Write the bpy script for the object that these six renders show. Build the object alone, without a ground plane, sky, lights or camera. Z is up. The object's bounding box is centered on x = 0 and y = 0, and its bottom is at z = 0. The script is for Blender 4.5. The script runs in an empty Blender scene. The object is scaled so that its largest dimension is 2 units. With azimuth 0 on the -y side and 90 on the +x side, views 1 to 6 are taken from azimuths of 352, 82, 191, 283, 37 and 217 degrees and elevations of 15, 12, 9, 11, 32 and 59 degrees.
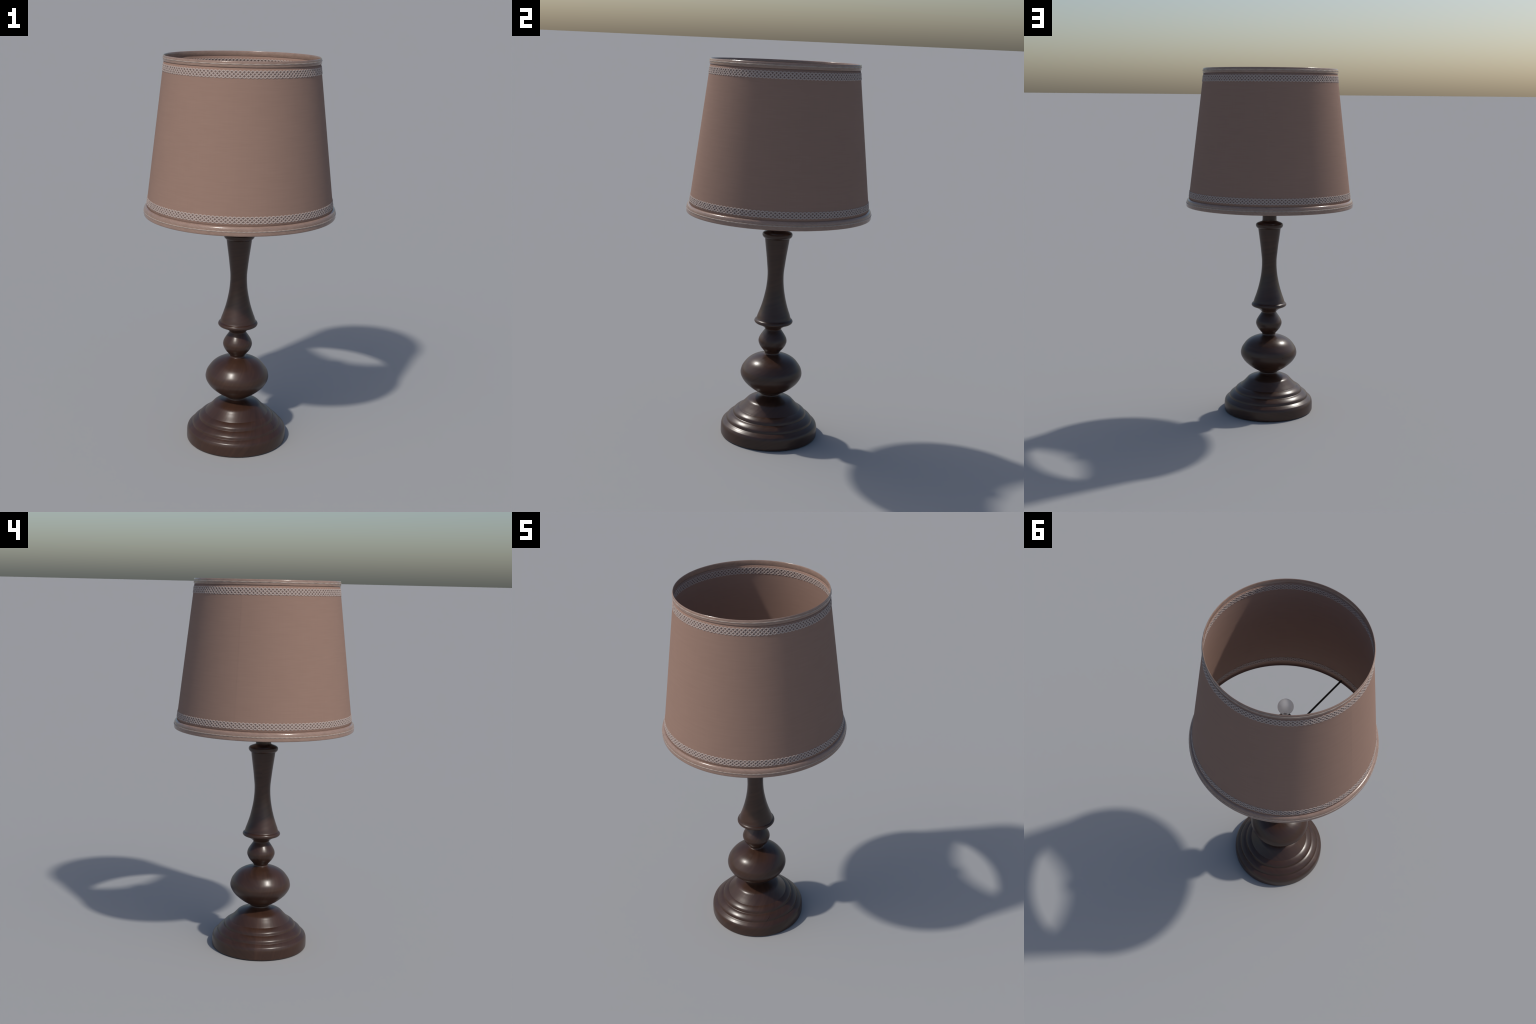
"""Turned-wood table lamp with a tapered fabric shade, braided lace trim and satin bindings."""
import bpy, bmesh, math
import numpy as np
from mathutils import Vector, Matrix

TAU = 2 * math.pi


# ----------------------------------------------------------------- helpers
def link(obj, parent=None):
    bpy.context.scene.collection.objects.link(obj)
    if parent is not None:
        obj.parent = parent
    return obj


def catmull(points, n=10):
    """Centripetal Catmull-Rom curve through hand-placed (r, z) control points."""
    P = np.array(points, float)
    if len(P) == 2:
        return P
    P = np.vstack([2 * P[0] - P[1], P, 2 * P[-1] - P[-2]])
    out = []
    for i in range(1, len(P) - 2):
        p0, p1, p2, p3 = P[i - 1:i + 3]
        t0 = 0.0
        t1 = t0 + np.linalg.norm(p1 - p0) ** .5
        t2 = t1 + np.linalg.norm(p2 - p1) ** .5
        t3 = t2 + np.linalg.norm(p3 - p2) ** .5
        for t in np.linspace(t1, t2, n, endpoint=False):
            a1 = (t1 - t) / (t1 - t0) * p0 + (t - t0) / (t1 - t0) * p1
            a2 = (t2 - t) / (t2 - t1) * p1 + (t - t1) / (t2 - t1) * p2
            a3 = (t3 - t) / (t3 - t2) * p2 + (t - t2) / (t3 - t2) * p3
            b1 = (t2 - t) / (t2 - t0) * a1 + (t - t0) / (t2 - t0) * a2
            b2 = (t3 - t) / (t3 - t1) * a2 + (t - t1) / (t3 - t1) * a3
            out.append((t2 - t) / (t2 - t1) * b1 + (t - t1) / (t2 - t1) * b2)
    out.append(P[-2])
    return np.array(out)


def lathe(name, profile, steps, material, parent, normals=None, closed=False, wobble=None):
    """Revolve an (r, z) polyline. r = 0 at an end closes it with a pole."""
    prof = np.asarray(profile, float)
    bm = bmesh.new()
    rows, vn = [], []
    for i, (r, z) in enumerate(prof):
        if r < 1e-6:
            rows.append([bm.verts.new((0, 0, z))])
            vn.append((0, 0, 1 if i else -1))
            continue
        row = []
        for k in range(steps):
            a = TAU * k / steps
            rr = r + (wobble(a) if wobble else 0.0)
            row.append(bm.verts.new((rr * math.cos(a), rr * math.sin(a), z)))
            if normals is not None:
                nr, nz = normals[i]
                vn.append((nr * math.cos(a), nr * math.sin(a), nz))
        rows.append(row)
    pairs = list(zip(rows, rows[1:])) + ([(rows[-1], rows[0])] if closed else [])
    for lo, hi in pairs:
        for k in range(steps):
            j = (k + 1) % steps
            q = [lo[k % len(lo)], lo[j % len(lo)], hi[j % len(hi)], hi[k % len(hi)]]
            u = []
            for v in q:
                if v not in u:
                    u.append(v)
            if len(u) > 2:
                bm.faces.new(u)
    me = bpy.data.meshes.new(name)
    bm.to_mesh(me)
    bm.free()
    for p in me.polygons:
        p.use_smooth = True
    if normals is not None:
        me.normals_split_custom_set_from_vertices([Vector(v).normalized() for v in vn])
    me.materials.append(material)
    return link(bpy.data.objects.new(name, me), parent)


def tube_mesh(paths, section, name):
    """Sweep closed loops. Each path: list of (point, side vector, up vector)."""
    verts, faces = [], []
    m = len(section)
    for path in paths:
        base, n = len(verts), len(path)
        for p, s, u in path:
            for a, b in section:
                verts.append(p + s * a + u * b)
        for i in range(n):
            i2 = (i + 1) % n
            for k in range(m):
                k2 = (k + 1) % m
                faces.append((base + i * m + k, base + i2 * m + k, base + i2 * m + k2, base + i * m + k2))
    me = bpy.data.meshes.new(name)
    me.from_pydata([tuple(v) for v in verts], [], faces)
    for p in me.polygons:
        p.use_smooth = True
    me.update()
    return me


# --------------------------------------------------------------- materials
class Nodes:
    def __init__(self, name):
        self.mat = bpy.data.materials.new(name)
        self.mat.use_nodes = True
        self.t = self.mat.node_tree
        self.bsdf = self.t.nodes["Principled BSDF"]
        self.pos = self.new("ShaderNodeTexCoord").outputs["Object"]

    def new(self, kind, **props):
        n = self.t.nodes.new(kind)
        for k, v in props.items():
            setattr(n, k, v)
        return n

    def put(self, sock, value):
        if isinstance(value, bpy.types.NodeSocket):
            self.t.links.new(value, sock)
        elif value is not None:
            sock.default_value = value

    def math(self, op, a, b=None, c=None, clamp=False):
        n = self.new("ShaderNodeMath", operation=op, use_clamp=clamp)
        for s, v in zip(n.inputs, (a, b, c)):
            self.put(s, v)
        return n.outputs[0]

    def xyz(self, vec):
        return self.new_in("ShaderNodeSeparateXYZ", vec).outputs

    def new_in(self, kind, vec):
        n = self.new(kind)
        self.put(n.inputs[0], vec)
        return n

    def combine(self, x, y, z):
        n = self.new("ShaderNodeCombineXYZ")
        for s, v in zip(n.inputs, (x, y, z)):
            self.put(s, v)
        return n.outputs[0]

    def noise(self, vec, scale, detail=3.0, rough=0.5):
        n = self.new("ShaderNodeTexNoise")
        self.put(n.inputs["Vector"], vec)
        n.inputs["Scale"].default_value = scale
        n.inputs["Detail"].default_value = detail
        n.inputs["Roughness"].default_value = rough
        return n.outputs["Fac"]

    def mapping(self, vec, scale=(1, 1, 1), rot=(0, 0, 0)):
        n = self.new("ShaderNodeMapping")
        self.put(n.inputs["Vector"], vec)
        n.inputs["Scale"].default_value = scale
        n.inputs["Rotation"].default_value = rot
        return n.outputs[0]

    def ramp(self, fac, stops):
        n = self.new("ShaderNodeValToRGB")
        self.put(n.inputs[0], fac)
        e = n.color_ramp.elements
        while len(e) < len(stops):
            e.new(0.5)
        for el, (p, c) in zip(e, stops):
            el.position = p
            el.color = (*c, 1) if len(c) == 3 else c
        return n.outputs[0]

    def mix(self, fac, a, b, blend="MIX"):
        n = self.new("ShaderNodeMix", data_type="RGBA", blend_type=blend)
        self.put(n.inputs[0], fac)
        self.put(n.inputs[6], a if isinstance(a, bpy.types.NodeSocket) else (*a, 1))
        self.put(n.inputs[7], b if isinstance(b, bpy.types.NodeSocket) else (*b, 1))
        return n.outputs[2]

    def band(self, x, lo, hi, soft):
        """1 between lo and hi, with soft borders."""
        a = self.math("MULTIPLY", self.math("SUBTRACT", x, lo), 1 / soft)
        b = self.math("MULTIPLY", self.math("SUBTRACT", hi, x), 1 / soft)
        m = self.math("MINIMUM", a, b)
        return self.math("ADD", m, 0.5, clamp=True)

    def bump(self, height, strength, distance):
        n = self.new("ShaderNodeBump")
        n.inputs["Strength"].default_value = strength
        n.inputs["Distance"].default_value = distance
        self.put(n.inputs["Height"], height)
        self.put(self.bsdf.inputs["Normal"], n.outputs[0])

    def angle(self, turn=0.0):
        """Azimuth around the lamp's axis, 0 at the -y side, in radians."""
        x, y, _ = self.xyz(self.mapping(self.pos, rot=(0, 0, turn)))
        return self.math("ARCTAN2", x, self.math("MULTIPLY", y, -1.0))

    def set(self, **kw):
        for k, v in kw.items():
            self.put(self.bsdf.inputs[k.replace("_", " ")], v)


def wood_material(name, cone, rot, girth):
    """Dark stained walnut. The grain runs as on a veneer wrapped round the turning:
    its slope drifts with the azimuth (cone > 0) or keeps one helical slope (cone ~ 0)."""
    n = Nodes(name)
    th = n.angle(math.radians(-98))
    z = n.xyz(n.pos)[2]
    rho = n.math("SUBTRACT", girth / cone + 0.3, z)
    ph = n.math("MULTIPLY", th, cone)
    u = n.math("MULTIPLY", rho, n.math("SINE", ph))
    v = n.math("MULTIPLY", rho, n.math("COSINE", ph))
    flat = n.mapping(n.combine(u, v, 0.0), rot=(0, 0, rot))
    grain = n.noise(n.mapping(flat, (8, 80, 1)), 1.0, 5.0, 0.6)
    fine = n.noise(n.mapping(flat, (16, 300, 1)), 1.0, 3.0, 0.6)
    cloud = n.noise(n.mapping(flat, (3, 9, 1)), 1.0, 2.0)
    g = n.math("ADD", n.math("MULTIPLY", grain, 0.42), n.math("ADD", n.math("MULTIPLY", fine, 0.2), n.math("MULTIPLY", cloud, 0.38)))
    col = n.ramp(g, [(0.30, (0.027, 0.0125, 0.0080)), (0.44, (0.040, 0.0187, 0.0119)),
                     (0.56, (0.052, 0.0240, 0.0149)), (0.72, (0.067, 0.0320, 0.0198))])
    # short dark pores, sparse
    vor = n.new("ShaderNodeTexVoronoi")
    n.put(vor.inputs["Vector"], n.mapping(flat, (22, 70, 1)))
    vor.inputs["Scale"].default_value = 1.0
    keep = n.math("GREATER_THAN", n.xyz(vor.outputs["Color"])[0], 0.86)
    pore = n.math("MULTIPLY", n.math("LESS_THAN", vor.outputs["Distance"], 0.07), keep)
    col = n.mix(n.math("MULTIPLY", pore, 0.7), col, (0.006, 0.003, 0.002))
    rough = n.math("ADD", n.math("MULTIPLY", grain, 0.14), 0.235)
    n.set(Base_Color=col, Roughness=rough)
    n.bsdf.inputs["Specular IOR Level"].default_value = 0.5
    n.bump(n.math("SUBTRACT", fine, pore), 0.02, 0.002)
    return n.mat


def fabric_material():
    n = Nodes("shade_fabric")
    z = n.xyz(n.pos)[2]
    th = n.angle()
    weft = n.noise(n.mapping(n.combine(n.math("MULTIPLY", th, 5.0), z, 0.0), (1, 260, 1)), 1.0, 4.0, 0.6)
    warp = n.noise(n.mapping(n.combine(th, n.math("MULTIPLY", z, 0.08), 0.0), (90, 60, 1)), 1.0, 3.0, 0.6)
    slub = n.noise(n.mapping(n.combine(n.math("MULTIPLY", th, 3.0), z, 0.0), (1, 70, 1)), 1.0, 3.0, 0.55)
    t = n.math("ADD", n.math("MULTIPLY", weft, 0.45), n.math("ADD", n.math("MULTIPLY", warp, 0.2), n.math("MULTIPLY", slub, 0.35)))
    col = n.ramp(t, [(0.30, (0.272, 0.174, 0.136)), (0.5, (0.288, 0.185, 0.145)), (0.70, (0.304, 0.197, 0.155))])
    # cloth colour darkened and greyed in two bands, seen through the lace holes
    net = n.math("MAXIMUM", n.band(z, 1.9265, 1.9575, 0.004), n.band(z, 1.2765, 1.3055, 0.004))
    col = n.mix(n.math("MULTIPLY", net, 0.9), col, (0.180, 0.128, 0.113))
    n.set(Base_Color=col, Roughness=0.9)
    n.bsdf.inputs["Specular IOR Level"].default_value = 0.15
    n.bump(n.math("ADD", weft, n.math("MULTIPLY", slub, 0.5)), 0.10, 0.0010)
    return n.mat


def satin_material(name, a, b, twist, rough):
    """Satin ribbon or thread with slanting silky streaks."""
    n = Nodes(name)
    z = n.xyz(n.pos)[2]
    th = n.angle()
    s = n.math("MULTIPLY", th, 0.43)
    flat = n.mapping(n.combine(s, z, 0.0), rot=(0, 0, twist))
    streak = n.noise(n.mapping(flat, (30, 320, 1)), 1.0, 3.0, 0.6)
    patch = n.noise(n.mapping(n.combine(s, z, 0.0), (26, 60, 1)), 1.0, 2.0)
    t = n.math("ADD", n.math("MULTIPLY", streak, 0.6), n.math("MULTIPLY", patch, 0.4))
    col = n.ramp(t, [(0.34, a), (0.66, b)])
    n.set(Base_Color=col, Roughness=rough)
    n.bsdf.inputs["Specular IOR Level"].default_value = 0.5
    n.bump(streak, 0.18, 0.0015)
    return n.mat


def plain_material(name, colour, rough, spec=0.5, mottled=0.05):
    n = Nodes(name)
    k = n.noise(n.pos, 60.0, 3.0)
    lo = tuple(c * (1 - mottled) for c in colour)
    hi = tuple(c * (1 + mottled) for c in colour)
    n.set(Base_Color=n.ramp(k, [(0.3, lo), (0.7, hi)]), Roughness=rough)
    n.bsdf.inputs["Specular IOR Level"].default_value = spec
    return n.mat


WOOD_TURNED = wood_material("stained_wood_turned", 0.32, math.radians(19), 0.20)
WOOD_SHAFT = wood_material("stained_wood_shaft", 0.06, math.radians(33), 0.055)
FABRIC = fabric_material()
SATIN = satin_material("satin_binding", (0.245, 0.162, 0.126), (0.330, 0.222, 0.176), math.radians(28), 0.17)
CORD = satin_material("twisted_cord", (0.335, 0.260, 0.215), (0.425, 0.335, 0.285), math.radians(20), 0.42)
LACE = satin_material("lace_thread", (0.355, 0.283, 0.250), (0.420, 0.338, 0.302), math.radians(35), 0.75)
WIRE = plain_material("blackened_wire", (0.010, 0.0085, 0.007), 0.45)
SOCKET = plain_material("dark_socket", (0.030, 0.024, 0.021), 0.45)
GLASS = plain_material("pale_glass", (0.80, 0.79, 0.79), 0.05, 0.4, 0.01)
_g = GLASS.node_tree.nodes["Principled BSDF"]
_g.inputs["Transmission Weight"].default_value = 0.68
_g.inputs["IOR"].default_value = 1.03

# ------------------------------------------------------------------- thing
lamp = link(bpy.data.objects.new("table_lamp", None))
lamp["label"] = "table lamp, turned dark wood stem, tapered dusty-pink fabric shade"
lamp["category"] = "table lamp"

# ------------------------------------------------- turned stem: one profile
# (part, profile segment, smooth join to the next segment)
STEM = [
    ("foot", [(.2550, 0), (.2590, .0025), (.2604, .009), (.2606, .025), (.2604, .041), (.2592, .0528), (.2568, .0610), (.2532, .0676), (.2470, .0730), (.2410, .0775), (.2345, .0815)], False),
    ("foot", [(.2340, .0820), (.2324, .0832), (.2314, .0860), (.2300, .0912), (.2284, .0948), (.2258, .0980), (.2178, .1046), (.2088, .1105), (.1993, .1148)], False),
    ("foot", [(.1988, .1154), (.1972, .1166), (.1962, .1195), (.1946, .1248), (.1928, .1286), (.1900, .1320), (.1820, .1382), (.1733, .1434), (.1642, .1474)], False),
    ("foot", [(.1638, .1480), (.1600, .1520), (.1448, .1674), (.1320, .1812), (.1202, .1935), (.1082, .2002), (.0900, .2063), (.0750, .2109), (.0630, .2150), (.0560, .2195), (.0515, .2240), (.0500, .2285)], True),
    ("large_ball", [(.0500, .2285), (.0512, .2312), (.0565, .2348), (.0665, .2398), (.0815, .2486), (.1025, .2624), (.1258, .2816), (.1443, .3008), (.1565, .3195), (.1626, .3337), (.1644, .3477), (.1634, .3556), (.1584, .3738), (.1468, .3930), (.1312, .4124), (.1115, .4280), (.0860, .4405), (.0620, .4480), (.0440, .4525)], True),
    ("large_ball", [(.0440, .4525), (.0395, .4552), (.0380, .4600)], True),
    ("small_ball", [(.0380, .4600), (.0394, .4645), (.0495, .4768), (.0600, .4890), (.0680, .5020), (.0734, .5160), (.0749, .5270), (.0718, .5412), (.0656, .5540), (.0565, .5685), (.0468, .5825), (.0418, .5905)], True),
    ("stem_flange", [(.0418, .5905), (.0440, .5960), (.0500, .6022), (.0630, .6120), (.0850, .6225), (.0945, .6263), (.0988, .6297), (.1016, .6357), (.1005, .6410), (.0980, .6450), (.0930, .6485)], False),
    ("shaft", [(.0928, .6490), (.0902, .6540), (.0855, .6690), (.0764, .6942), (.0632, .7368), (.0534, .7791), (.0462, .8212), (.0427, .8600), (.0420, .8841), (.0426, .9080), (.0465, .9466), (.0512, .9881), (.0568, 1.0295), (.0623, 1.0707), (.0644, 1.0875)], False),
    ("collar", [(.0644, 1.0880), (.0682, 1.0900), (.0758, 1.0978), (.0784, 1.1067), (.0765, 1.1150), (.0695, 1.1207), (.0580, 1.1256), (.0470, 1.1295)], True),
    ("collar", [(.0470, 1.1295), (.0425, 1.1318), (.0405, 1.1370)], True),
    ("stem_tube", [(.0405, 1.1370), (.0401, 1.1500), (.0401, 1.30), (.0400, 1.4040), (.0392, 1.4055), (.0370, 1.4060)], False),
]


def turned_stem():
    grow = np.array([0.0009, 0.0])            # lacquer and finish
    runs = [catmull(s, 8) + grow if name != "stem_tube" else np.array(s) + grow for name, s, _ in STEM]
    nrm = []
    for r in runs:
        t = np.gradient(r, axis=0)
        v = np.stack([t[:, 1], -t[:, 0]], 1)
        nrm.append(v / np.linalg.norm(v, axis=1, keepdims=True))
    for i in range(len(runs) - 1):
        if STEM[i][2]:
            m = nrm[i][-1] + nrm[i + 1][0]
            m /= np.linalg.norm(m)
            nrm[i][-1] = m
            nrm[i + 1][0] = m
    parts = {}
    for (name, _, _), r, v in zip(STEM, runs, nrm):
        parts.setdefault(name, []).append((r, v))
    for name, segs in parts.items():
        prof = np.vstack([s[0] for s in segs])
        nv = np.vstack([s[1] for s in segs])
        if name == "foot":                       # underside
            prof = np.vstack([[(0, 0.0), (.2545, 0.0)], prof])
            nv = np.vstack([[(0, -1), (0, -1)], nv])
        lathe(name, prof, 192, WOOD_TURNED if name in ("foot", "large_ball", "small_ball") else WOOD_SHAFT, lamp, nv)


turned_stem()

# ------------------------------------------------------------------- shade
SLOPE = 0.1222


def wall_radius(z):
    return 0.3803 + SLOPE * (1.970 - z)


SEAM = math.radians(-95.5)      # azimuth of the fabric overlap, from -y towards +x


def overlap(a):
    """The fabric's free edge lies on top of itself along one upright seam."""
    d = ((a + math.pi / 2) - SEAM + math.pi) % TAU - math.pi      # mesh angle -> azimuth
    if 0 <= d < math.radians(4):
        return 0.0004 * (1 - d / math.radians(4))
    return 0.0


T = 0.0014                                        # cloth thickness
outer = [(wall_radius(z), z) for z in np.linspace(1.258, 1.9718, 37)]
inner = [(r - T, z) for r, z in reversed(outer)]
shade = lathe("lampshade", outer + inner, 720, FABRIC, lamp, closed=True, wobble=overlap)


def binding(name, face, lining):
    """Satin ribbon folded over an edge: outer face and lining, both as (r, z) curves."""
    runs = [catmull(face, 6), catmull(lining, 6)]
    norm = []
    for run in runs:
        t = np.gradient(run, axis=0)
        v = np.stack([t[:, 1], -t[:, 0]], 1)
        norm.append(v / np.linalg.norm(v, axis=1, keepdims=True))
    return lathe(name, np.vstack(runs), 288, SATIN, shade, np.vstack(norm), closed=True)


# rim: from the cloth out, up the face, over the top; the lining swells inwards
binding("rim_binding",
        [(.3792, 1.9712), (.3820, 1.9718), (.3835, 1.9742), (.3837, 1.9790), (.3834, 1.9845), (.3835, 1.9900), (.3831, 1.9945), (.3821, 1.9980), (.3806, 1.99985)],
        [(.3804, 1.99985), (.3789, 1.9983), (.3778, 1.9945), (.3772, 1.9890), (.3771, 1.9840), (.3776, 1.9785), (.3786, 1.9740), (.3797, 1.9722)])
# hem: rounded shoulder tucked to the cloth, face, turned in below
binding("hem_binding",
        [(.4700, 1.2229), (.4725, 1.2199), (.4765, 1.2188), (.4797, 1.2202), (.4809, 1.2245), (.4806, 1.2320), (.4802, 1.2390), (.4798, 1.2450), (.4788, 1.2515), (.4767, 1.2569), (.4730, 1.2610), (.4664, 1.2634)],
        [(.4663, 1.2618), (.4705, 1.2596), (.4745, 1.2555), (.4765, 1.2505), (.4780, 1.2430), (.4790, 1.2320), (.4790, 1.2240), (.4770, 1.2209), (.4730, 1.2213), (.4704, 1.2231)])


def ring_frame(a):
    return Vector((math.cos(a), math.sin(a), 0)), Vector((-math.sin(a), math.cos(a), 0))


def twisted_cord(name, radius, z, plies, turns, swing, thick, per_turn=14):
    """Plies wound round each other along a ring."""
    section = [(thick * math.cos(TAU * k / 6), thick * 0.62 * math.sin(TAU * k / 6)) for k in range(6)]
    paths = []
    n = max(turns * per_turn, 720)
    for p in range(plies):
        path = []
        for i in range(n):
            a = TAU * i / n
            out, _ = ring_frame(a)
            w = -(turns * a) + TAU * p / plies
            c = out * (radius + swing * 0.45 * math.cos(w)) + Vector((0, 0, z + swing * math.sin(w)))
            path.append((c, Vector((0, 0, 1)), out))
        paths.append(path)
    me = tube_mesh(paths, section, name)
    me.materials.append(CORD)
    return link(bpy.data.objects.new(name, me), shade)


twisted_cord("twisted_cord", .3838, 1.9868, 2, 24, .0011, .0020)
twisted_cord("twisted_cord", .4804, 1.2405, 2, 64, .0011, .0020)


def lace_braid(name, z_mid, half, repeats, side):
    """Four threads plaited in a wavy diamond net, lying on the cloth."""
    waves = repeats // 4
    per_wave = 28
    n = waves * per_wave
    tilt = Vector((0, 0, 0))
    cos_t = 1 / math.hypot(1, SLOPE)
    wide, high = 0.0032, 0.0013
    section = [(wide * math.cos(TAU * k / 8), high * math.sin(TAU * k / 8)) for k in range(8)]

    def centre(a, k):
        w = waves * a + k * math.pi / 2
        f = (math.cos(w) + 0.094 * math.cos(3 * w)) / 1.094
        z = z_mid + half * f
        over = 0.0005 * math.sin(2 * w) * (1 if k % 2 else -1)
        r = wall_radius(z) + (0 if side > 0 else -T)
        return r, z, 0.0007 + over

    paths = []
    for k in range(4):
        path = []
        for i in range(n):
            a = TAU * i / n
            r, z, h = centre(a, k)
            out, _ = ring_frame(a)
            nor = ((out + Vector((0, 0, SLOPE))) * cos_t) * side
            r1, z1, _ = centre(a + 0.002, k)
            o1, _ = ring_frame(a + 0.002)
            p0 = out * r + Vector((0, 0, z))
            tan = ((o1 * r1 + Vector((0, 0, z1))) - p0).normalized()
            path.append((p0 + nor * h, nor.cross(tan).normalized(), nor))
        paths.append(path)
    me = tube_mesh(paths, section, name)
    me.materials.append(LACE)
    return link(bpy.data.objects.new(name, me), shade)


for side in (1, -1):
    lace_braid("lace_braid", 1.9420, .0160, 128, side)
    lace_braid("lace_braid", 1.2912, .0150, 144, side)


# ----------------------------------------------------- fitter, socket, bulb
def rod(name, a, b, radius, material, parent, steps=20):
    a, b = Vector(a), Vector(b)
    d = (b - a)
    q = Vector((0, 0, 1)).rotation_difference(d)
    o = lathe(name, [(0, 0), (radius * .8, 0), (radius, radius * .25), (radius, d.length - radius * .25), (radius * .8, d.length), (0, d.length)], steps, material, parent)
    o.data.transform(Matrix.Translation(a) @ q.to_matrix().to_4x4())
    o.data.update()
    return o


ARM_Z = 1.236
fitter = lathe("fitter_ring", [(.0405, ARM_Z - .007), (.0450, ARM_Z - .007), (.0470, ARM_Z - .005), (.0470, ARM_Z + .005), (.0450, ARM_Z + .007), (.0405, ARM_Z + .007)], 64, WIRE, lamp, closed=True)
for k in range(4):
    az = TAU * k / 4
    d = Vector((math.sin(az), -math.cos(az), 0))
    rod("support_arm", d * .044 + Vector((0, 0, ARM_Z)), d * .4745 + Vector((0, 0, ARM_Z)), .0052, WIRE, fitter)

lathe("bulb_socket", [(0, 1.3955), (.0374, 1.3955), (.0374, 1.4052), (.0350, 1.4058), (.0300, 1.4058), (.0290, 1.4020), (.0, 1.4020)], 64, SOCKET, lamp)
R, ZC = .0394, 1.514
bulb = catmull([(.0150, 1.4030), (.0152, 1.435), (.0185, 1.466), (.0280, 1.4845), (.0356, 1.4970)], 6)[:-1].tolist()
bulb += [(R * math.cos(t), ZC + R * math.sin(t)) for t in np.linspace(-0.42, math.pi / 2, 24)]
bulb[-1] = (0.0, ZC + R)
lathe("light_bulb", [(0, 1.4028)] + bulb, 64, GLASS, lamp)
